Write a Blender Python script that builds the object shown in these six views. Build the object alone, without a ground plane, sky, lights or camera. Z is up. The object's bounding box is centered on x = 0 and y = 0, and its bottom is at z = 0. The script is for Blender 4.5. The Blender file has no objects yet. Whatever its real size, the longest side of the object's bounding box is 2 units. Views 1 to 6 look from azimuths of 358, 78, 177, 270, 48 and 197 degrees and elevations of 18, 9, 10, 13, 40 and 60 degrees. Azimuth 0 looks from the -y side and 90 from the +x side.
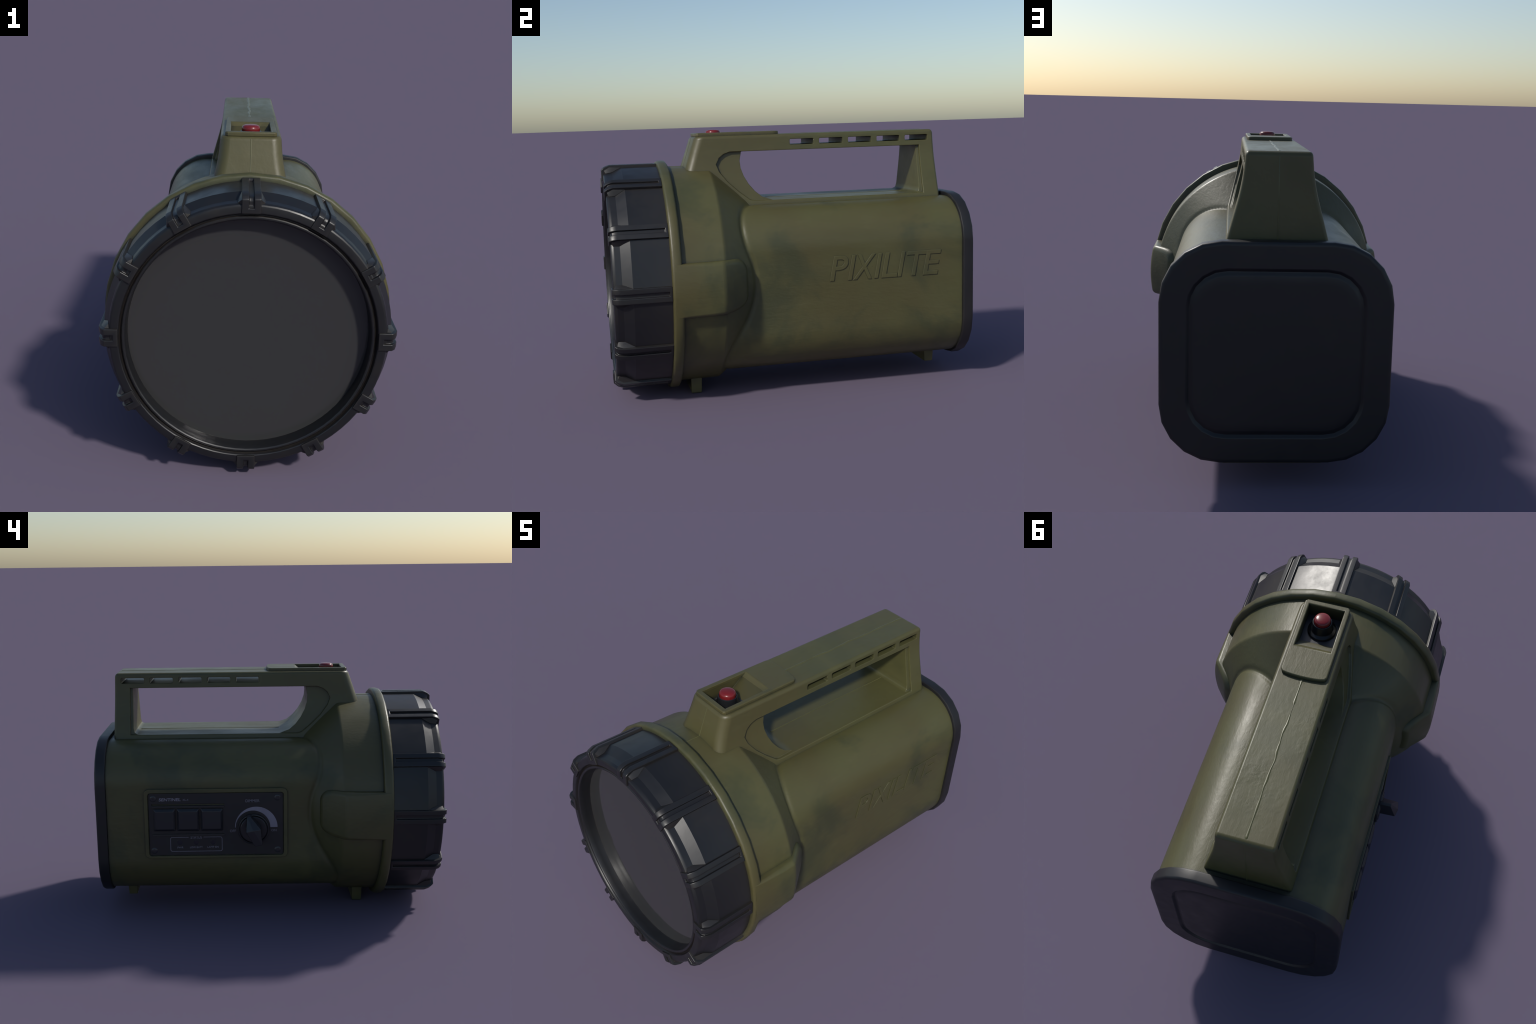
"""Olive-green plastic hand lantern (big torch) built part by part.
Frame: metres, z up, lens looks to -y, the carrying handle is on top."""
import bpy, bmesh, math, random
from mathutils import Vector, Matrix, Euler
from math import sin, cos, pi, radians, sqrt, atan2, hypot

random.seed(11)
scene = bpy.context.scene
ZC = 0.653                     # height of the lamp axis


# --------------------------------------------------------------------------
# materials
# --------------------------------------------------------------------------
class Nodes:
    def __init__(self, name):
        self.mat = bpy.data.materials.new(name)
        self.mat.use_nodes = True
        self.t = self.mat.node_tree
        self.b = self.t.nodes["Principled BSDF"]
        self.co = self.t.nodes.new("ShaderNodeTexCoord").outputs["Object"]

    def new(self, kind, **props):
        n = self.t.nodes.new(kind)
        for k, v in props.items():
            setattr(n, k, v)
        return n

    def link(self, a, b):
        self.t.links.new(a, b)

    def noise(self, scale, detail=3.0, rough=0.55, stretch=None, seed=0.0, dist=0.0):
        mp = self.new("ShaderNodeMapping")
        self.link(self.co, mp.inputs["Vector"])
        mp.inputs["Location"].default_value = (seed * 3.1, seed * 1.7, seed * 2.3)
        if stretch:
            mp.inputs["Scale"].default_value = stretch
        n = self.new("ShaderNodeTexNoise")
        n.inputs["Scale"].default_value = scale
        n.inputs["Detail"].default_value = detail
        n.inputs["Roughness"].default_value = rough
        n.inputs["Distortion"].default_value = dist
        self.link(mp.outputs[0], n.inputs["Vector"])
        return n.outputs["Fac"]

    def ramp(self, fac, lo, hi, smooth=True):
        m = self.new("ShaderNodeMapRange", interpolation_type="SMOOTHSTEP" if smooth else "LINEAR")
        m.inputs["From Min"].default_value = lo
        m.inputs["From Max"].default_value = hi
        self.link(fac, m.inputs["Value"])
        return m.outputs["Result"]

    def math(self, op, a, b=None, clamp=False):
        m = self.new("ShaderNodeMath", operation=op, use_clamp=clamp)
        for i, v in enumerate((a, b)):
            if v is None:
                continue
            if isinstance(v, (int, float)):
                m.inputs[i].default_value = v
            else:
                self.link(v, m.inputs[i])
        return m.outputs[0]

    def mix(self, fac, a, b):
        m = self.new("ShaderNodeMix", data_type="RGBA")
        for s, v in ((m.inputs[0], fac), (m.inputs[6], a), (m.inputs[7], b)):
            if isinstance(v, (int, float)):
                s.default_value = v
            elif isinstance(v, tuple):
                s.default_value = (*v, 1.0)
            else:
                self.link(v, s)
        return m.outputs[2]

    def crease(self, distance):
        """1 in tight corners (mask for painted shade on olive, brown dirt on black), 0 in the open"""
        ao = self.new("ShaderNodeAmbientOcclusion", samples=6, only_local=False)
        ao.inputs["Distance"].default_value = distance
        return self.math("SUBTRACT", 1.0, ao.outputs["AO"])

    def wear(self, lo, hi):
        g = self.new("ShaderNodeNewGeometry")
        return self.ramp(g.outputs["Pointiness"], lo, hi)

    def bump(self, height, strength, dist=0.002, chain=None):
        b = self.new("ShaderNodeBump")
        b.inputs["Strength"].default_value = strength
        b.inputs["Distance"].default_value = dist
        self.link(height, b.inputs["Height"])
        if chain is not None:
            self.link(chain, b.inputs["Normal"])
        return b.outputs["Normal"]

    def set(self, name, v):
        s = self.b.inputs[name]
        if isinstance(v, (int, float)):
            s.default_value = v
        elif isinstance(v, tuple):
            s.default_value = (*v, 1.0)
        else:
            self.link(v, s)


def olive_plastic(name, grain=0.28, leather=0.0, patches=0.85):
    m = Nodes(name)
    blot = m.ramp(m.noise(2.6, 4, 0.6, seed=1.0, dist=0.6), 0.47, 0.68)
    cloud = m.ramp(m.noise(1.5, 3, 0.55, seed=4.0), 0.35, 0.65)
    streak = m.ramp(m.noise(9, 4, 0.6, (0.6, 0.5, 3.0), seed=2.0), 0.55, 0.8)
    base = m.mix(cloud, (0.076, 0.067, 0.025), (0.080, 0.078, 0.029))
    base = m.mix(m.math("MULTIPLY", blot, patches), base, (0.047, 0.051, 0.022))
    base = m.mix(m.math("MULTIPLY", streak, 0.22), base, (0.105, 0.100, 0.045))
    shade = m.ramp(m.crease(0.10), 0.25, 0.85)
    base = m.mix(m.math("MULTIPLY", shade, 0.35), base, (0.026, 0.031, 0.022))  # wide soft corner shade painted into the base colour
    shade_grime = m.ramp(m.crease(0.030), 0.12, 0.65)
    base = m.mix(m.math("MULTIPLY", shade_grime, 0.78), base, (0.015, 0.019, 0.017))  # baked occlusion shade of tight creases, painted into the olive colour
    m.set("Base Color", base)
    r = m.noise(6, 5, 0.65, (1.0, 0.35, 1.0), seed=5.0)
    rr = m.new("ShaderNodeMapRange")
    rr.inputs["From Min"].default_value = 0.3
    rr.inputs["From Max"].default_value = 0.7
    rr.inputs["To Min"].default_value = 0.33
    rr.inputs["To Max"].default_value = 0.53
    m.link(r, rr.inputs["Value"])
    m.set("Roughness", rr.outputs[0])
    m.set("Specular IOR Level", 0.5)
    n = m.bump(m.noise(70, 3, 0.6, (1, 0.5, 1), seed=6.0), grain, 0.0015)
    n = m.bump(m.noise(24, 4, 0.62, (1.6, 0.40, 1.6), seed=7.0, dist=0.5), grain, 0.0034, n)
    if leather:
        g = m.new("ShaderNodeNewGeometry")
        sep = m.new("ShaderNodeSeparateXYZ")
        m.link(g.outputs["Normal"], sep.inputs[0])
        up = m.ramp(sep.outputs["Z"], 0.75, 0.95)
        where = m.ramp(m.noise(7, 3, 0.6, seed=12.0), 0.45, 0.70)
        lumps = m.math("MULTIPLY", m.noise(24, 4, 0.6, (1, 1, 1), seed=8.0, dist=1.5), m.math("MULTIPLY", up, where))
        lumps = m.math("ADD", lumps, m.math("MULTIPLY", m.noise(60, 2, 0.5, seed=15.0), 0.12))
        n = m.bump(lumps, leather, 0.004, n)
    m.set("Normal", n)
    return m.mat


def black_plastic(name, colour=(0.0085, 0.009, 0.0105), rough=0.37, brown=0.35, dirt=0.65):
    m = Nodes(name)
    n1 = m.ramp(m.noise(5, 4, 0.6, seed=3.0), 0.5, 0.75)
    base = m.mix(m.math("MULTIPLY", n1, brown), colour, (0.024, 0.018, 0.013))
    edge = m.wear(0.53, 0.60)
    base = m.mix(m.math("MULTIPLY", edge, 0.5), base, (0.030, 0.027, 0.024))
    shade_grime = m.ramp(m.crease(0.022), 0.2, 0.8)
    base = m.mix(m.math("MULTIPLY", shade_grime, dirt), base, (0.022, 0.015, 0.010))
    m.set("Base Color", base)
    r = m.noise(9, 5, 0.7, (1, 0.6, 1), seed=9.0)
    rr = m.new("ShaderNodeMapRange")
    rr.inputs["From Min"].default_value = 0.3
    rr.inputs["From Max"].default_value = 0.7
    rr.inputs["To Min"].default_value = rough - 0.05
    rr.inputs["To Max"].default_value = rough + 0.08
    m.link(r, rr.inputs["Value"])
    m.set("Roughness", rr.outputs[0])
    m.set("Normal", m.bump(m.noise(60, 3, 0.6, seed=2.0), 0.10, 0.0012))
    return m.mat


def plain(name, colour, rough, vary=0.07, **extra):
    m = Nodes(name)
    v = m.ramp(m.noise(14, 3, 0.6), 0.3, 0.7)
    m.set("Base Color", m.mix(v, tuple(c * (1 - vary) for c in colour), tuple(c * (1 + vary) for c in colour)))
    m.set("Roughness", rough)
    for k, val in extra.items():
        m.set(k, val)
    return m.mat


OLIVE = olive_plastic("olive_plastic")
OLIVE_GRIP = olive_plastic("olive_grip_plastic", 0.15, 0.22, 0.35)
SEAM_OLIVE = plain("olive_seam_plastic", (0.080, 0.078, 0.029), 0.34)
BLACK = black_plastic("black_rubbery_plastic")
CAP_BLACK = black_plastic("black_cap_plastic", (0.0085, 0.0085, 0.0100), 0.44, 0.25, 0.15)
PANEL_BLACK = black_plastic("panel_black_paint", (0.0165, 0.0140, 0.0165), 0.50, 0.10)
KEY_BLACK = black_plastic("key_black_plastic", (0.0165, 0.0175, 0.0220), 0.34, 0.05)
SWITCH_FLOOR = plain("switch_floor_dark_grey", (0.035, 0.036, 0.040), 0.35)
SWITCH_BLACK = plain("switch_black_plastic", (0.012, 0.013, 0.015), 0.30)
RED = plain("red_button_plastic", (0.150, 0.012, 0.014), 0.26)
PRINT = plain("grey_print", (0.16, 0.148, 0.178), 0.55)
PRINT_LIGHT = plain("light_grey_print", (0.23, 0.212, 0.258), 0.55)
SCREW = plain("dark_screw_metal", (0.030, 0.029, 0.032), 0.28)
LED = plain("unlit_indicator_lens", (0.010, 0.013, 0.020), 0.20)
LENS = plain("grey_lens_glass", (0.0362, 0.0362, 0.0365), 0.06, vary=0.0)


# --------------------------------------------------------------------------
# mesh helpers
# --------------------------------------------------------------------------
root = bpy.data.objects.new("hand_lantern", None)
scene.collection.objects.link(root)
root["label"] = "olive green plastic hand lantern with ribbed black bezel and carrying handle"
root["category"] = "flashlight"


def finish_mesh(me, angle=35):
    for p in me.polygons:
        p.use_smooth = True
    me.set_sharp_from_angle(angle=radians(angle))


def add(name, me, mat, parent=None, angle=35, weighted=True):
    me.name = name
    me.materials.clear()
    me.materials.append(mat)
    finish_mesh(me, angle)
    ob = bpy.data.objects.new(name, me)
    scene.collection.objects.link(ob)
    ob.parent = parent or root
    if weighted:
        w = ob.modifiers.new("weighted", "WEIGHTED_NORMAL")
        w.keep_sharp = True
    return ob


def to_mesh(bm, recalc=True):
    if recalc:
        bmesh.ops.recalc_face_normals(bm, faces=bm.faces)
    me = bpy.data.meshes.new("m")
    bm.to_mesh(me)
    bm.free()
    return me


def prism(poly, lift):
    """closed solid: lift(point, side) gives the 3D place of each outline point"""
    bm = bmesh.new()
    a = [bm.verts.new(lift(p, -1)) for p in poly]
    b = [bm.verts.new(lift(p, 1)) for p in poly]
    bm.faces.new(a)
    bm.faces.new(b[::-1])
    n = len(poly)
    for i in range(n):
        bm.faces.new((a[i], b[i], b[(i + 1) % n], a[(i + 1) % n]))
    bmesh.ops.recalc_face_normals(bm, faces=bm.faces)
    return bm


def side_prism(poly, x0, x1):
    return prism(poly, lambda p, s: (x0 if s < 0 else x1, p[0], p[1]))


def plan_prism(poly, z0, z1):
    return prism(poly, lambda p, s: (p[0], p[1], z0 if s < 0 else z1))


def round_rect(x0, x1, y0, y1, r, seg=5):
    pts = []
    for cx, cy, a0 in ((x1 - r, y1 - r, 0), (x0 + r, y1 - r, 90), (x0 + r, y0 + r, 180), (x1 - r, y0 + r, 270)):
        for i in range(seg + 1):
            a = radians(a0 + 90 * i / seg)
            pts.append((cx + r * cos(a), cy + r * sin(a)))
    return pts


def lathe(profile, segs, at, closed=False, a0=0.0):
    """profile of (radius, height) pairs turned about an axis; at(r, h, angle) -> xyz"""
    bm = bmesh.new()
    rings = []
    for r, h in profile:
        if r < 1e-6:
            rings.append([bm.verts.new(at(0, h, 0))])
        else:
            rings.append([bm.verts.new(at(r, h, a0 + 2 * pi * i / segs)) for i in range(segs)])
    pairs = list(zip(rings, rings[1:]))
    if closed:
        pairs.append((rings[-1], rings[0]))
    for a, b in pairs:
        for i in range(segs):
            j = (i + 1) % segs
            if len(a) == 1:
                bm.faces.new((a[0], b[i], b[j]))
            elif len(b) == 1:
                bm.faces.new((a[i], a[j], b[0]))
            else:
                bm.faces.new((a[i], a[j], b[j], b[i]))
    bmesh.ops.recalc_face_normals(bm, faces=bm.faces)
    return bm


def lamp_axis(r, y, a):
    return (r * sin(a), y, ZC + r * cos(a))


def box(x0, x1, y0, y1, z0, z1):
    return side_prism([(y0, z0), (y1, z0), (y1, z1), (y0, z1)], x0, x1)


def bevelled(me, width, segs=2, angle=30, clamp=True):
    ob = bpy.data.objects.new("tmp", me)
    scene.collection.objects.link(ob)
    b = ob.modifiers.new("b", "BEVEL")
    b.width, b.segments, b.limit_method, b.angle_limit = width, segs, "ANGLE", radians(angle)
    b.use_clamp_overlap = clamp
    return applied(ob)


def applied(ob):
    dg = bpy.context.evaluated_depsgraph_get()
    me = bpy.data.meshes.new_from_object(ob.evaluated_get(dg))
    bpy.data.objects.remove(ob)
    return me


def carve(me, cutters, op="DIFFERENCE"):
    ob = bpy.data.objects.new("tmp", me)
    scene.collection.objects.link(ob)
    tmp = []
    for c in cutters:
        co = bpy.data.objects.new("cut", to_mesh(c))
        scene.collection.objects.link(co)
        tmp.append(co)
        m = ob.modifiers.new("bool", "BOOLEAN")
        m.object, m.operation, m.solver = co, op, "EXACT"
    out = applied(ob)
    for co in tmp:
        bpy.data.objects.remove(co)
    return out


# --------------------------------------------------------------------------
# housing: rounded-square tube that grows through a cone into the round neck
# --------------------------------------------------------------------------
BW, BZ0, BZ1, BR = 0.468, 0.137, 1.042, 0.235


def tube_radius(a):
    """distance from the lamp axis to the rounded-square tube in direction a"""
    cz, hz = (BZ0 + BZ1) / 2, (BZ1 - BZ0) / 2
    lo, hi = 0.2, 0.9
    for _ in range(40):
        r = (lo + hi) / 2
        x, z = abs(r * sin(a)), abs(ZC + r * cos(a) - cz)
        qx, qz = x - (BW - BR), z - (hz - BR)
        d = hypot(max(qx, 0), max(qz, 0)) + min(max(qx, qz), 0) - BR
        lo, hi = (r, hi) if d < 0 else (lo, r)
    return lo


def smooth_max(a, b, k):
    h = max(k - abs(a - b), 0) / k
    return max(a, b) + h * h * k / 4


def neck_radius(y):
    cone = 0.603 - (y + 0.415) * 0.77
    return -smooth_max(-(0.609 - 0.010 * (y + 0.66)), -cone, 0.007)


ys = [-0.69, -0.60, -0.52] + [-0.47 + 0.0035 * i for i in range(106)] + [-0.08, 0.0, 0.25, 0.5, 0.75, 0.96]
N_A = 192
angles = [2 * pi * i / N_A for i in range(N_A)]
tube = [tube_radius(a) for a in angles]
bm = bmesh.new()
rings = []
for y in ys:
    nr = max(neck_radius(y), 0.05)
    # small groove added where tube meets cone, imitating a baked dark crease shade
    rings.append([bm.verts.new(lamp_axis(smooth_max(t, nr, 0.008) - 0.0065 * math.exp(-((t - nr) / 0.011) ** 2), y, a))
                  for a, t in zip(angles, tube)])
for r0, r1 in zip(rings, rings[1:]):
    for i in range(N_A):
        j = (i + 1) % N_A
        bm.faces.new((r0[i], r0[j], r1[j], r1[i]))
bm.faces.new(rings[0])
bm.faces.new(rings[-1])
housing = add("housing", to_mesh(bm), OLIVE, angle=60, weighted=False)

# collar rim that the bezel screws against (coarse polygon, as moulded)
collar_profile = [(0.585, -0.697), (0.610, -0.7005), (0.633, -0.699), (0.6405, -0.6945), (0.6443, -0.686),
                  (0.6450, -0.670), (0.6440, -0.656), (0.6400, -0.648), (0.630, -0.644), (0.585, -0.643)]
collar = add("collar_rim", to_mesh(lathe(collar_profile, 32, lamp_axis, closed=True)), OLIVE, angle=50)


# side tabs: thickened ears on both flanks, running back from the collar
def tab_mesh(s):
    # (y, outer x, lower z, upper z, corner radius)
    stations = [(-0.684, 0.6425, 0.522, 0.799, 0.004), (-0.672, 0.6437, 0.522, 0.799, 0.006), (-0.640, 0.6442, 0.522, 0.799, 0.012),
                (-0.500, 0.6460, 0.522, 0.800, 0.020), (-0.445, 0.6450, 0.523, 0.802, 0.022),
                (-0.432, 0.6425, 0.524, 0.802, 0.023), (-0.420, 0.6355, 0.525, 0.801, 0.024),
                (-0.370, 0.5955, 0.529, 0.799, 0.026), (-0.345, 0.5755, 0.535, 0.795, 0.026),
                (-0.325, 0.5595, 0.544, 0.786, 0.026), (-0.310, 0.5475, 0.557, 0.772, 0.026),
                (-0.300, 0.5390, 0.572, 0.756, 0.026), (-0.293, 0.5200, 0.590, 0.738, 0.024)]
    bm = bmesh.new()
    prev = None
    for y, xo, z0, z1, r in stations:
        pts = [(0.40, z0)]
        flat = [(0.0, z0 + r + (z1 - z0 - 2 * r) * i / 10) for i in range(1, 10)]
        corner = [[(r * (1 - cos(radians(a0 + 18 * i))), cz + r * sin(radians(a0 + 18 * i))) for i in range(6)]
                  for cz, a0 in ((z0 + r, -90), (z1 - r, 0))]
        for back, z in corner[0] + flat + corner[1]:      # outer face follows the round of the collar
            pts.append((xo - back - 0.644 + sqrt(0.645 ** 2 - (z - ZC) ** 2), z))
        pts.append((0.40, z1))
        ring = [bm.verts.new((s * x, y, z)) for x, z in pts]
        if prev:
            n = len(ring)
            for i in range(n):
                bm.faces.new((prev[i], prev[(i + 1) % n], ring[(i + 1) % n], ring[i]))
        else:
            bm.faces.new(ring)
        prev = ring
    bm.faces.new(prev)
    return to_mesh(bm)


for s in (1, -1):
    add("side_tab", tab_mesh(s), OLIVE, angle=45)


# feet: two cross bars under the housing
def foot(hw, y0, y1, z0, z1, flare):
    bm = prism([(y0 - flare, z1), (y0, z0), (y1, z0), (y1 + flare, z1)],
               lambda p, s: (s * (hw + (0.0 if p[1] == z0 else flare)), p[0], p[1]))
    return bevelled(to_mesh(bm), 0.006, 2)


add("foot", foot(0.217, -0.578, -0.520, 0.0, 0.20, 0.006), OLIVE)
add("foot", foot(0.218, 0.812, 0.864, 0.061, 0.20, 0.007), OLIVE)


# --------------------------------------------------------------------------
# handle
# --------------------------------------------------------------------------
TOP = 1.424


def half_width(z):
    """the flanks drop almost straight from the top, then flare smoothly outwards"""
    t, k = 1.315 - z, 0.10
    soft = 0.0 if t < -k else (t + k) ** 2 / (4 * k) if t < k else t
    return 0.1385 + 0.035 * (TOP - z) + 0.235 * soft


def flare(bm, half):
    """cut into level slices and move the flat sides at +-half onto the flare"""
    for z in (1.405, 1.350, 1.318, 1.301, 1.278, 1.262, 1.246, 1.232, 1.216):
        bmesh.ops.bisect_plane(bm, geom=bm.verts[:] + bm.edges[:] + bm.faces[:], plane_co=(0, 0, z), plane_no=(0, 0, 1))
    for v in bm.verts:
        if abs(v.co.x) > 1e-4:
            v.co.x = math.copysign(half_width(v.co.z) - (half - abs(v.co.x)), v.co.x)


outer = [(-0.488, TOP), (0.904, TOP), (0.914, 1.0), (-0.14, 1.0), (-0.42, 1.10), (-0.578, 1.10), (-0.548, 1.25)]
bm = prism(outer, lambda p, s: (s * 0.3, p[0], p[1]))


def on_flank(e):
    return e.verts[0].co.x * e.verts[1].co.x > 0


# generously rounded upright front corners, smaller radii on top and behind
front = [e for e in bm.edges if on_flank(e) and all(v.co.y < -0.47 and v.co.z > 1.05 for v in e.verts)
         and abs(e.verts[0].co.z - e.verts[1].co.z) > 0.03]
bmesh.ops.bevel(bm, geom=front, offset=0.048, segments=6, profile=0.5, affect="EDGES", clamp_overlap=False)
rear_top = [e for e in bm.edges if not on_flank(e) and all(v.co.y > 0.9 and v.co.z > 1.4 for v in e.verts)]
bmesh.ops.bevel(bm, geom=rear_top, offset=0.022, segments=4, profile=0.5, affect="EDGES", clamp_overlap=False)
brim = [e for e in bm.edges if len(e.link_faces) == 2 and e.calc_face_angle() > radians(50) and
        (all(v.co.z > TOP - 0.001 for v in e.verts)
         or (on_flank(e) and all(v.co.y > 0.88 and v.co.z > 0.99 for v in e.verts) and e.calc_length() > 0.004))]
bmesh.ops.bevel(bm, geom=brim, offset=0.016, segments=4, profile=0.5, affect="EDGES", clamp_overlap=False)
flare(bm, 0.3)
handle_me = to_mesh(bm)

# shallow side recess round the grip hole, then the hole itself
recess = [(-0.300, 1.335), (-0.335, 1.323), (-0.362, 1.302), (-0.379, 1.268), (-0.364, 1.228), (-0.320, 1.170),
          (-0.262, 1.116), (-0.205, 1.071), (-0.180, 1.064), (0.815, 1.064), (0.815, 1.335)]


def recess_cut(s):
    c = prism(recess, lambda p, t: (s * (0.283 if t < 0 else 0.45), p[0], p[1]))
    flare(c, 0.3)
    bmesh.ops.recalc_face_normals(c, faces=c.faces)
    return c


hole = [(-0.232, 1.335), (-0.243, 1.285), (-0.240, 1.245), (-0.226, 1.200), (-0.202, 1.155), (-0.170, 1.115),
        (-0.132, 1.083), (-0.080, 1.064), (0.776, 1.064), (0.792, 1.074), (0.797, 1.100), (0.800, 1.335)]
slots = [side_prism(round_rect(y, y + 0.137, 1.363, 1.394, 0.006, 3), -0.4, 0.4) for y in (0.046 + 0.1712 * i for i in range(5))]
well = [(-0.4545, 1.6), (-0.4545, 1.357), (-0.283, 1.357), (-0.176, 1.443), (-0.176, 1.6)]
handle_me = carve(handle_me, [recess_cut(1), recess_cut(-1), side_prism(hole, -0.4, 0.4)] + slots
                  + [side_prism(well, -0.0935, 0.0935)])
handle_me = bevelled(handle_me, 0.0045, 2, 40, clamp=False)
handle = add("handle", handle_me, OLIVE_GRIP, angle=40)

# raised pad round the switch well
pad = [(-0.105, -0.480), (0.105, -0.480), (0.117, -0.468), (0.1145, -0.050)]
for i in range(9):                                   # softly bowed rear edge
    t = i / 8
    a = pi * t
    x = 0.1145 * cos(a)
    pad.append((x, -0.030 + 0.028 * sin(a) ** 0.6))
pad += [(-0.1145, -0.050), (-0.117, -0.468)]
pad_me = to_mesh(plan_prism(pad, TOP + 0.0003, 1.4425))
pad_well = [(-0.452, 1.6), (-0.452, 1.3), (-0.283 - 0.057 * 107 / 86, 1.3), (-0.283, 1.357), (-0.176, 1.443), (-0.176, 1.6)]
pad_me = carve(pad_me, [side_prism(pad_well, -0.0915, 0.0915)])
bm = bmesh.new()
bm.from_mesh(pad_me)
rim = [e for e in bm.edges if all(v.co.z > 1.4415 for v in e.verts) and e.calc_face_angle() > radians(25)]
bmesh.ops.bevel(bm, geom=rim, offset=0.0062, segments=3, profile=0.5, affect="EDGES", clamp_overlap=False)
pad_me = to_mesh(bm)
add("switch_pad", pad_me, OLIVE, handle, angle=40)

# mould seam: thin wandering ridge along the middle of the handle
def seam_strip(path, height):
    bm = bmesh.new()
    prev = None
    for p, up, w in path:
        p, up = Vector(p), Vector(up)
        ring = [bm.verts.new(p + Vector((w * t, 0, 0)) + up * (height * h))
                for t, h in ((-1.3, -1.0), (-1.0, 0.05), (-0.6, 0.7), (-0.2, 1.0), (0.2, 1.0), (0.6, 0.7), (1.0, 0.05), (1.3, -1.0))]
        if prev:
            for i in range(8):
                bm.faces.new((prev[i], prev[(i + 1) % 8], ring[(i + 1) % 8], ring[i]))
        else:
            bm.faces.new(ring)
        prev = ring
    bm.faces.new(prev)
    return to_mesh(bm)


rng = random.Random(5)
path = []
n = 90
for i in range(n):
    t = i / (n - 1)
    y = -0.004 + 0.882 * t
    bend = max(0.0, min(1.0, (y - 0.12) / 0.1)) * max(0.0, min(1.0, (0.72 - y) / 0.2))
    wob = bend * (0.0030 * sin(y * 23) + 0.0016 * sin(y * 61 + 1) + rng.uniform(-1, 1) * 0.0007)
    w = 0.0050 + 0.0012 * sin(y * 43 + 2) + rng.uniform(0, 1) * 0.0009
    if 0.150 < y < 0.205:
        w *= 0.35
    path.append(((wob, y, TOP), (0, 0, 1), w))
path += [((0, 0.8935, 1.4175), (0, 0.7, 0.7), 0.003), ((0, 0.9035, 1.402), (0, 1, 0.2), 0.003),
         ((0, 0.9085, 1.22), (0, 1, 0), 0.0028), ((0, 0.9135, 1.04), (0, 1, 0), 0.0028)]
add("mould_seam", seam_strip(path, 0.0019), SEAM_OLIVE, handle, angle=60, weighted=False)
front_path = [((0, -0.4915, 1.412), (0, -1, 0.2), 0.003), ((0, -0.548, 1.25), (0, -1, 0.3), 0.003),
              ((0, -0.556, 1.235), (0, -1, 0.3), 0.003)]
add("mould_seam", seam_strip(front_path, 0.0016), SEAM_OLIVE, handle, angle=60, weighted=False)
floor_path = [((0, y, 1.064), (0, 0, 1), 0.0028) for y in (-0.09, 0.1, 0.4, 0.785)]
add("mould_seam", seam_strip(floor_path, 0.0012), SEAM_OLIVE, handle, angle=60, weighted=False)
neck_path = [((0, y, ZC + neck_radius(y)), (0, 0, 1), 0.0030) for y in (-0.648, -0.62, -0.59, -0.55)]
add("mould_seam", seam_strip(neck_path, 0.0018), SEAM_OLIVE, housing, angle=60, weighted=False)

# switch inside the well
SY = -0.366


def upright(r, z, a):
    return (r * sin(a), SY + r * cos(a), z)


switch = bpy.data.objects.new("push_switch", None)
scene.collection.objects.link(switch)
switch.parent = root
add("switch_floor", to_mesh(box(-0.0925, 0.0925, -0.4535, -0.272, 1.345, 1.3625)), SWITCH_FLOOR, switch)
barrel = [(0, 1.355), (0.073, 1.355), (0.073, 1.371), (0.069, 1.376), (0.058, 1.380), (0.0545, 1.385), (0.0500, 1.424),
          (0.0480, 1.4295), (0.0450, 1.4310), (0.0425, 1.4285), (0.042, 1.420), (0, 1.420)]
add("switch_barrel", to_mesh(lathe(barrel, 40, upright)), SWITCH_BLACK, switch, angle=40)
dome = [(0, 1.418), (0.0415, 1.418), (0.0418, 1.432), (0.0425, 1.440), (0.0415, 1.4475), (0.0375, 1.4535),
        (0.030, 1.4568), (0.018, 1.4588), (0, 1.4595)]
add("red_button", to_mesh(lathe(dome, 40, upright)), RED, switch, angle=50)


# --------------------------------------------------------------------------
# bezel ring with twelve ribs, and the lens
# --------------------------------------------------------------------------
SEGS = 72
ring_outer = [(0.590, -0.690), (0.6165, -0.692), (0.6165, -0.894), (0.5925, -0.9450), (0.5890, -0.9740)]
ring_inner = [(0.5870, -0.9815), (0.5830, -0.9880), (0.5775, -0.9915), (0.5720, -0.9925), (0.5500, -0.9925), (0.5465, -0.990),
              (0.5430, -0.980), (0.5400, -0.976), (0.5370, -0.9775), (0.5335, -0.9840), (0.5300, -0.9870), (0.5250, -0.9870),
              (0.5205, -0.9840), (0.5180, -0.978), (0.5160, -0.955), (0.5140, -0.915), (0.5060, -0.895), (0.5, -0.690)]
bezel_bm = lathe(ring_outer + ring_inner, SEGS, lamp_axis, closed=True)
bezel = add("bezel", to_mesh(bezel_bm), BLACK, angle=20, weighted=False)
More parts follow.
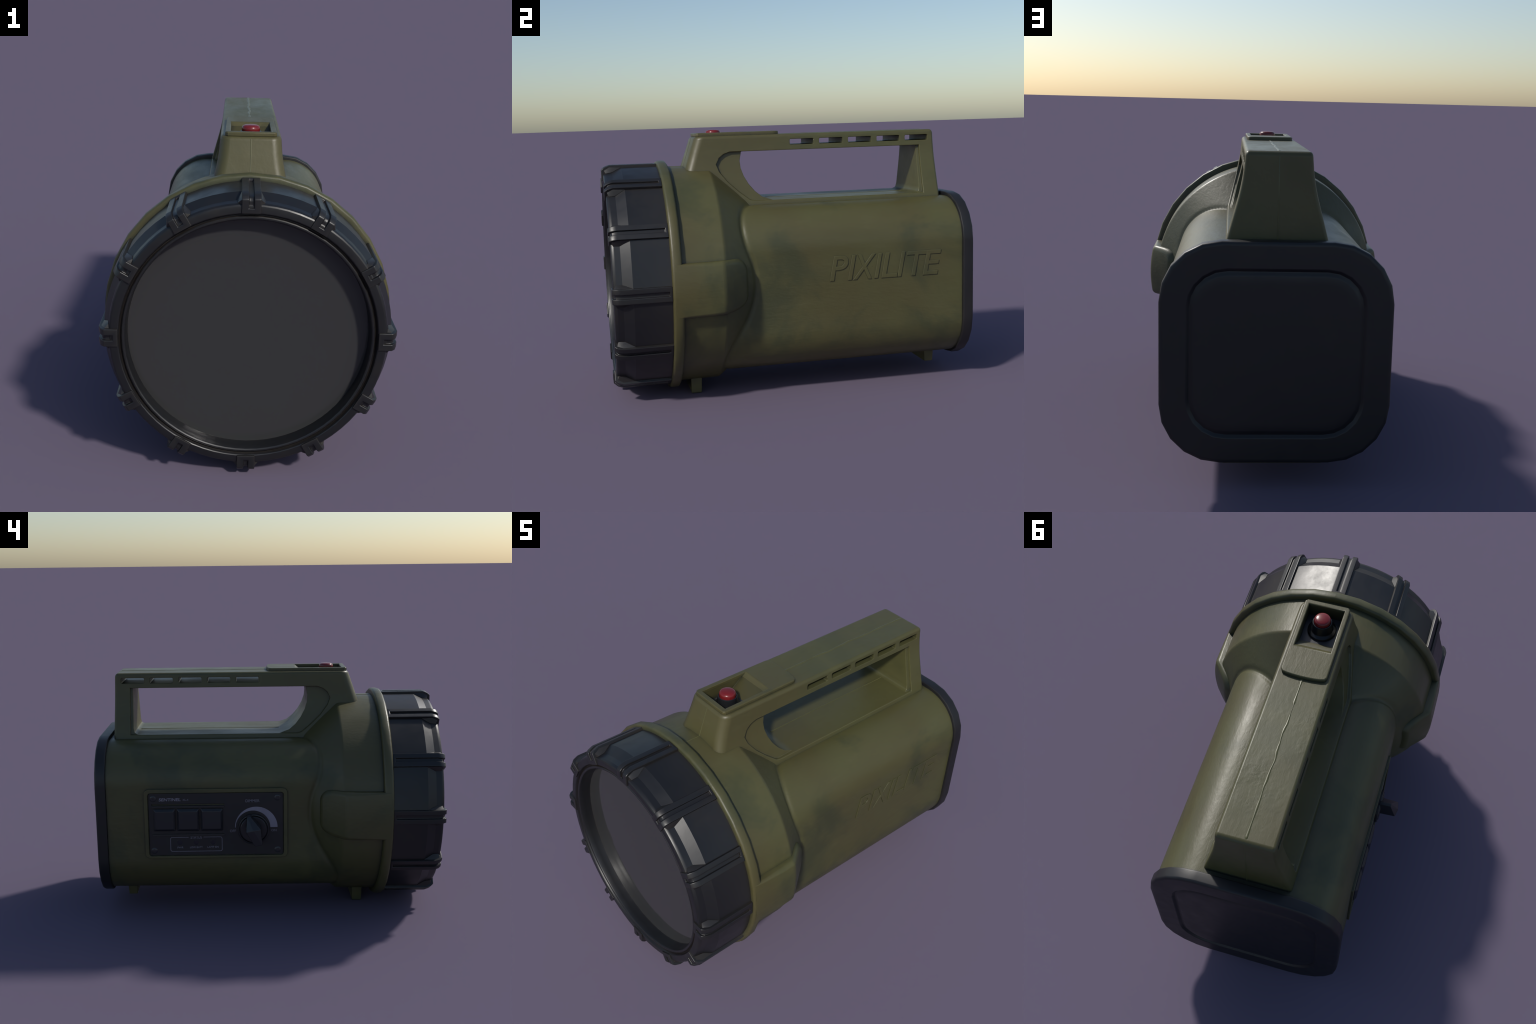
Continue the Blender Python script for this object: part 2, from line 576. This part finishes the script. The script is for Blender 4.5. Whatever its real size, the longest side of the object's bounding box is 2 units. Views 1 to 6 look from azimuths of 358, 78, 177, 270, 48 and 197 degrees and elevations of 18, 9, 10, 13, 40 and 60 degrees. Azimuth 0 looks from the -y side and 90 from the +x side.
# each panel between two ribs is a little flatter than the circle: lean its
# shading normals towards the direction of the middle of the panel
me = bezel.data
normals = []
base_n = [Vector(c.vector) for c in me.corner_normals]
for p in me.polygons:
    c = p.center
    a = atan2(c.x, c.z - ZC)
    mid = (math.floor(a / (pi / 6)) + 0.5) * pi / 6
    outside = Vector((c.x, 0, c.z - ZC)).dot(p.normal) > 0.05 and p.center.y > -0.988 and hypot(c.x, c.z - ZC) > 0.5885
    for li in p.loop_indices:
        nrm = base_n[li].copy()
        if outside:
            pn = p.normal
            radial = hypot(pn.x, pn.z)
            v = me.vertices[me.loops[li].vertex_index].co
            av = atan2(v.x, v.z - ZC)
            dv = (av - mid + pi) % (2 * pi) - pi
            ang = mid + dv * 0.38
            nrm = Vector((sin(ang) * radial, pn.y, cos(ang) * radial)).normalized()
        normals.append(nrm)
me.normals_split_custom_set(normals)

# one rib, modelled pointing up, then copied round the axis
RW = 0.0395
rib_side = [(-0.692, 0.590), (-0.692, 0.622), (-0.700, 0.6297), (-0.955, 0.6305), (-0.985, 0.620), (-1.0, 0.606),
            (-1.0, 0.5465), (-0.972, 0.5465), (-0.972, 0.560)]
bm = side_prism(rib_side, -RW, RW)
slot = [(-0.714, 0.67), (-0.714, 0.6185), (-0.952, 0.6185), (-0.980, 0.6100), (-0.9885, 0.598), (-0.9885, 0.5690),
        (-1.03, 0.5690), (-1.03, 0.67)]
rib_me = carve(to_mesh(bm), [side_prism(slot, -0.0105, 0.0105)])
rib_me = bevelled(rib_me, 0.0042, 2, 25)
# drafted webs that close the chamfer on both flanks of the rib
bm = bmesh.new()
bm.from_mesh(rib_me)
for s in (-1, 1):
    x0, x1 = s * (RW - 0.006), s * (RW - 0.0005)
    pts = [(x0, -0.885, 0.600), (x1, -0.893, 0.6168), (x1, -0.955, 0.6200), (x1, -0.986, 0.602), (x0, -0.893, 0.6168),
           (x0, -0.955, 0.6200), (x0, -0.986, 0.602), (x0, -0.986, 0.570),
           (s * (RW + 0.018), -0.945, 0.5920), (s * (RW + 0.016), -0.978, 0.5875), (s * (RW + 0.014), -0.945, 0.580)]
    vs = [bm.verts.new(p) for p in pts]
    bmesh.ops.convex_hull(bm, input=vs)
loose = [v for v in bm.verts if not v.link_faces]
bmesh.ops.delete(bm, geom=loose, context="VERTS")
rib_me = to_mesh(bm)
rib_me.name = "grip_rib"
rib_me.materials.clear()
rib_me.materials.append(BLACK)
finish_mesh(rib_me, 40)
for i in range(12):
    ob = bpy.data.objects.new("grip_rib", rib_me)
    scene.collection.objects.link(ob)
    ob.parent = bezel
    ob.location = (0, 0, ZC)
    ob.rotation_euler = (0, 2 * pi * i / 12, 0)
    w = ob.modifiers.new("weighted", "WEIGHTED_NORMAL")
    w.keep_sharp = True

lens_profile = [(0, -0.9215), (0.2, -0.9215), (0.4, -0.9215), (0.5145, -0.9215), (0.5145, -0.9), (0, -0.9)]
add("lens", to_mesh(lathe(lens_profile, 72, lamp_axis)), LENS, angle=30, weighted=False)


# --------------------------------------------------------------------------
# rear cap
# --------------------------------------------------------------------------
CAP_SEG = 5


def cap_ring(inset, y, r, z_shift=0.0):
    return [(x, y, z) for x, z in round_rect(-0.484 + inset, 0.484 - inset, 0.119 + inset, 1.0655 - inset, r, CAP_SEG)]


bm = bmesh.new()
cap_stations = [(0.030, 0.936, 0.225), (0.010, 0.936, 0.246), (0.003, 0.939, 0.252), (0.0, 0.946, 0.255),
                (0.0, 0.986, 0.255), (0.003, 0.994, 0.252), (0.010, 0.9985, 0.246), (0.020, 1.0, 0.238),
                (0.108, 0.9995, 0.170), (0.113, 0.9980, 0.165), (0.119, 0.9915, 0.160), (0.124, 0.9885, 0.155),
                (0.130, 0.9895, 0.149), (0.137, 0.9935, 0.142), (0.146, 0.9960, 0.134), (0.175, 0.9980, 0.110)]
prev = None
for inset, y, r in cap_stations:
    ring = [bm.verts.new(c) for c in cap_ring(inset, y, r)]
    if prev:
        k = len(ring)
        for i in range(k):
            bm.faces.new((prev[i], prev[(i + 1) % k], ring[(i + 1) % k], ring[i]))
    else:
        bm.faces.new(ring)
    prev = ring
bm.faces.new(prev)
add("rear_cap", to_mesh(bm), CAP_BLACK, angle=40)


# --------------------------------------------------------------------------
# lettering
# --------------------------------------------------------------------------
def letter_mesh(text, depth, round_=0.0, weight=0.0, spacing=1.0):
    cu = bpy.data.curves.new("t", "FONT")
    cu.body = text
    cu.size = 1.0
    cu.extrude = depth
    cu.bevel_depth = round_
    cu.bevel_resolution = 1
    cu.offset = weight
    cu.space_character = spacing
    cu.resolution_u = 4
    ob = bpy.data.objects.new("t", cu)
    scene.collection.objects.link(ob)
    return applied(ob)


def set_text(text, left, right, bottom, top, face, s, depth, shear=0.0, round_=0.0, weight=0.0, spacing=1.0):
    """fit text between two y values and two z values on the flank x = s*face"""
    k = abs(top - bottom) / 0.729            # capital height of the built-in font
    me = letter_mesh(text, depth / k, round_ / k, weight, spacing)
    xs = [v.co.x for v in me.vertices]
    zs = [v.co.y for v in me.vertices]
    lx, hx, lz, hz = min(xs), max(xs), min(zs), max(zs)
    for v in me.vertices:
        z = bottom + (v.co.y - lz) / (hz - lz) * (top - bottom)
        y = left + (v.co.x - lx) / (hx - lx) * (right - left)
        y += s * shear * (z - bottom)
        v.co = (s * (face + v.co.z * k), y, z)
    return me


name_mark = bpy.data.objects.new("raised_lettering", None)
scene.collection.objects.link(name_mark)
name_mark.parent = root
for ch, y0, y1 in (("P", 0.165, 0.254), ("I", 0.2675, 0.2895), ("X", 0.296, 0.404), ("I", 0.4175, 0.4395),
                   ("L", 0.458, 0.549), ("I", 0.5515, 0.5735), ("T", 0.586, 0.701), ("E", 0.699, 0.786)):
    me = set_text(ch, y0, y1, 0.629, 0.767, BW - 0.001, 1, 0.0030, 0.19, 0.0024, 0.0)
    add("raised_letter", me, OLIVE, name_mark, angle=30, weighted=False)


# --------------------------------------------------------------------------
# control panel on the -x flank
# --------------------------------------------------------------------------
panel = bpy.data.objects.new("control_panel", None)
scene.collection.objects.link(panel)
panel.parent = root
FX = 0.4735                                       # face of the black plate


def flank_prism(poly, x0, x1):
    return side_prism(poly, -x0, -x1)


frame_me = carve(to_mesh(flank_prism(round_rect(-0.108, 0.720, 0.380, 0.796, 0.030), 0.45, 0.4805)),
                 [flank_prism(round_rect(-0.086, 0.698, 0.3945, 0.773, 0.016), 0.4690, 0.6)])
frame_me = bevelled(frame_me, 0.0085, 3, 30)
add("panel_frame", frame_me, OLIVE, panel)
plate_me = to_mesh(flank_prism(round_rect(-0.0825, 0.6945, 0.398, 0.7695, 0.014), 0.465, FX))
bars = [flank_prism([(0.257, 0.7055), (0.676, 0.7055), (0.676, 0.6975), (0.257, 0.6975)], FX - 0.006, 0.6)]
plate_me = carve(plate_me, bars)
add("face_plate", bevelled(plate_me, 0.0035, 2, 30), PANEL_BLACK, panel)
for z0, z1 in ((0.6840, 0.6970), (0.5130, 0.5270)):
    add("guard_bar", bevelled(to_mesh(flank_prism([(0.257, z0), (0.676, z0), (0.676, z1), (0.257, z1)], 0.466, FX + 0.006)), 0.002, 2),
        PANEL_BLACK, panel)
for y0, y1 in ((0.5415, 0.666), (0.404, 0.530), (0.267, 0.393)):
    z0, z1 = 0.5480, 0.6790
    bm = bmesh.new()
    prev = None
    for inset, x, r in ((0, 0.467, 0.004), (0, FX + 0.009, 0.004), (0.002, FX + 0.011, 0.005), (0.011, FX + 0.0190, 0.007),
                        (0.013, FX + 0.0200, 0.007), (0.018, FX + 0.0200, 0.006)):
        ring = [bm.verts.new((-x, y, z)) for y, z in round_rect(y0 + inset, y1 - inset, z0 + inset, z1 - inset, r, 3)]
        if prev:
            k = len(ring)
            for i in range(k):
                bm.faces.new((prev[i], prev[(i + 1) % k], ring[(i + 1) % k], ring[i]))
        else:
            bm.faces.new(ring)
        prev = ring
    bm.faces.new(prev)
    add("push_key", to_mesh(bm), KEY_BLACK, panel, angle=35)

# corner screws with crossed slots
for i, (y, z) in enumerate(((0.667, 0.740), (-0.050, 0.740), (0.668, 0.427), (-0.050, 0.426))):
    def at(r, x, a, y=y, z=z):
        return (-x, y + r * sin(a), z + r * cos(a))
    head = to_mesh(lathe([(0, 0.466), (0.0185, 0.466), (0.0185, FX + 0.001), (0.0150, FX + 0.0035), (0.008, FX + 0.0042), (0, FX + 0.0045)], 28, at))
    turn = radians(20 + 31 * i)
    cuts = []
    for k in range(2):
        c = box(-(FX + 0.02), -(FX + 0.0015), -0.0105, 0.0105, -0.0022, 0.0022)
        bmesh.ops.rotate(c, verts=c.verts, cent=(0, 0, 0), matrix=Matrix.Rotation(turn + k * pi / 2, 3, "X"))
        bmesh.ops.translate(c, verts=c.verts, vec=(0, y, z))
        cuts.append(c)
    add("screw", carve(head, cuts), SCREW, panel, angle=30, weighted=False)

# indicator lamps
for y in (0.519, 0.424, 0.326):
    def at(r, x, a, y=y):
        return (-x, y + r * sin(a), 0.475 + r * cos(a))
    add("indicator_lamp", to_mesh(lathe([(0, 0.466), (0.0150, 0.466), (0.0150, FX + 0.0006), (0.012, FX + 0.0010), (0, FX + 0.0012)], 24, at)),
        LED, panel, angle=50, weighted=False)

# dimmer knob
KY, KZ = 0.089, 0.5535
knob = bpy.data.objects.new("dimmer_knob", None)
scene.collection.objects.link(knob)
knob.parent = panel


def knob_at(r, x, a):
    return (-x, KY + r * sin(a), KZ + r * cos(a))


skirt = [(0, 0.466), (0.0905, 0.466), (0.0905, FX + 0.013), (0.0885, FX + 0.016), (0.0845, FX + 0.017), (0.0815, FX + 0.0155),
         (0.0805, FX + 0.0075), (0.0785, FX + 0.0075), (0.0770, FX + 0.0180), (0.0735, FX + 0.0210), (0.060, FX + 0.0215),
         (0.045, FX + 0.0200), (0, FX + 0.0200)]
add("knob_skirt", to_mesh(lathe(skirt, 56, knob_at)), KEY_BLACK, knob, angle=30)
fin_pts = [(0.484, 0.1270, 0.6425), (0.484, 0.1070, 0.6465), (0.546, 0.1255, 0.6440), (0.546, 0.1090, 0.6475),   # nose
           (0.578, 0.1320, 0.5620), (0.578, 0.0480, 0.5780), (0.587, 0.0900, 0.5735),                             # crest
           (0.580, 0.0820, 0.4780), (0.580, 0.0400, 0.4860),                                                     # outer foot
           (0.484, 0.0850, 0.4700), (0.484, 0.0385, 0.4790), (0.484, 0.1360, 0.5600), (0.484, 0.0440, 0.5760)]
bm = bmesh.new()
for x, y, z in fin_pts:
    bm.verts.new((-x, y, z))
bmesh.ops.convex_hull(bm, input=bm.verts[:])
bmesh.ops.dissolve_limit(bm, angle_limit=radians(3), verts=bm.verts[:], edges=bm.edges[:])
add("knob_pointer", bevelled(to_mesh(bm), 0.003, 2, 12), KEY_BLACK, knob, angle=25)

# printed marks (a thin film standing 0.4 mm proud)
FILM = 0.0004


def film(poly_outer, name, mat):
    add(name, to_mesh(flank_prism(poly_outer, FX - 0.001, FX + FILM)), mat, panel, angle=30, weighted=False)


arc = []
for i in range(41):
    a = pi * i / 40
    arc.append((0.0735 - 0.1235 * cos(a), 0.5620 + 0.1235 * sin(a)))
for i in range(41):
    a = pi * (1 - i / 40)
    arc.append((0.0925 - 0.1005 * cos(a), 0.5620 + 0.1010 * sin(a)))
film(arc, "printed_dimmer_arc", PRINT_LIGHT)


def printed(text, left, right, bottom, top, shear=0.0, weight=0.012, mat=PRINT):
    me = set_text(text, left, right, bottom, top, FX, -1, FILM, shear, 0.0, weight)
    add("printed_word", me, mat, panel, angle=30, weighted=False)


printed("SENTINEL", 0.634, 0.508, 0.7245, 0.7425, 0.15, 0.020, PRINT_LIGHT)
printed("XL-4", 0.497, 0.463, 0.7260, 0.7375)
printed("DIMMER", 0.134, 0.053, 0.7130, 0.7295)
printed("OFF", 0.227, 0.192, 0.5335, 0.5490)
printed("ON", -0.014, -0.044, 0.5360, 0.5500)
printed("STATUS", 0.456, 0.390, 0.4970, 0.5135)
printed("PWR", 0.534, 0.499, 0.4390, 0.4500)
printed("LOW BATT", 0.461, 0.387, 0.4395, 0.4510)
printed("LAMP EN", 0.359, 0.295, 0.4400, 0.4515)


def outline_path(y0, y1, z0, z1, r):
    return round_rect(y0, y1, z0, z1, r, 5)


# status frame: a rounded outline with a gap for its heading
o = outline_path(0.2715, 0.5745, 0.4195, 0.5085, 0.012)
inn = outline_path(0.2750, 0.5710, 0.4230, 0.5050, 0.009)
sf = carve(to_mesh(flank_prism(o, FX - 0.001, FX + FILM)), [flank_prism(inn, FX - 0.01, FX + 0.01),
           box(-0.6, -0.4, 0.381, 0.467, 0.500, 0.512)])
add("printed_status_frame", sf, PRINT, panel, angle=30, weighted=False)
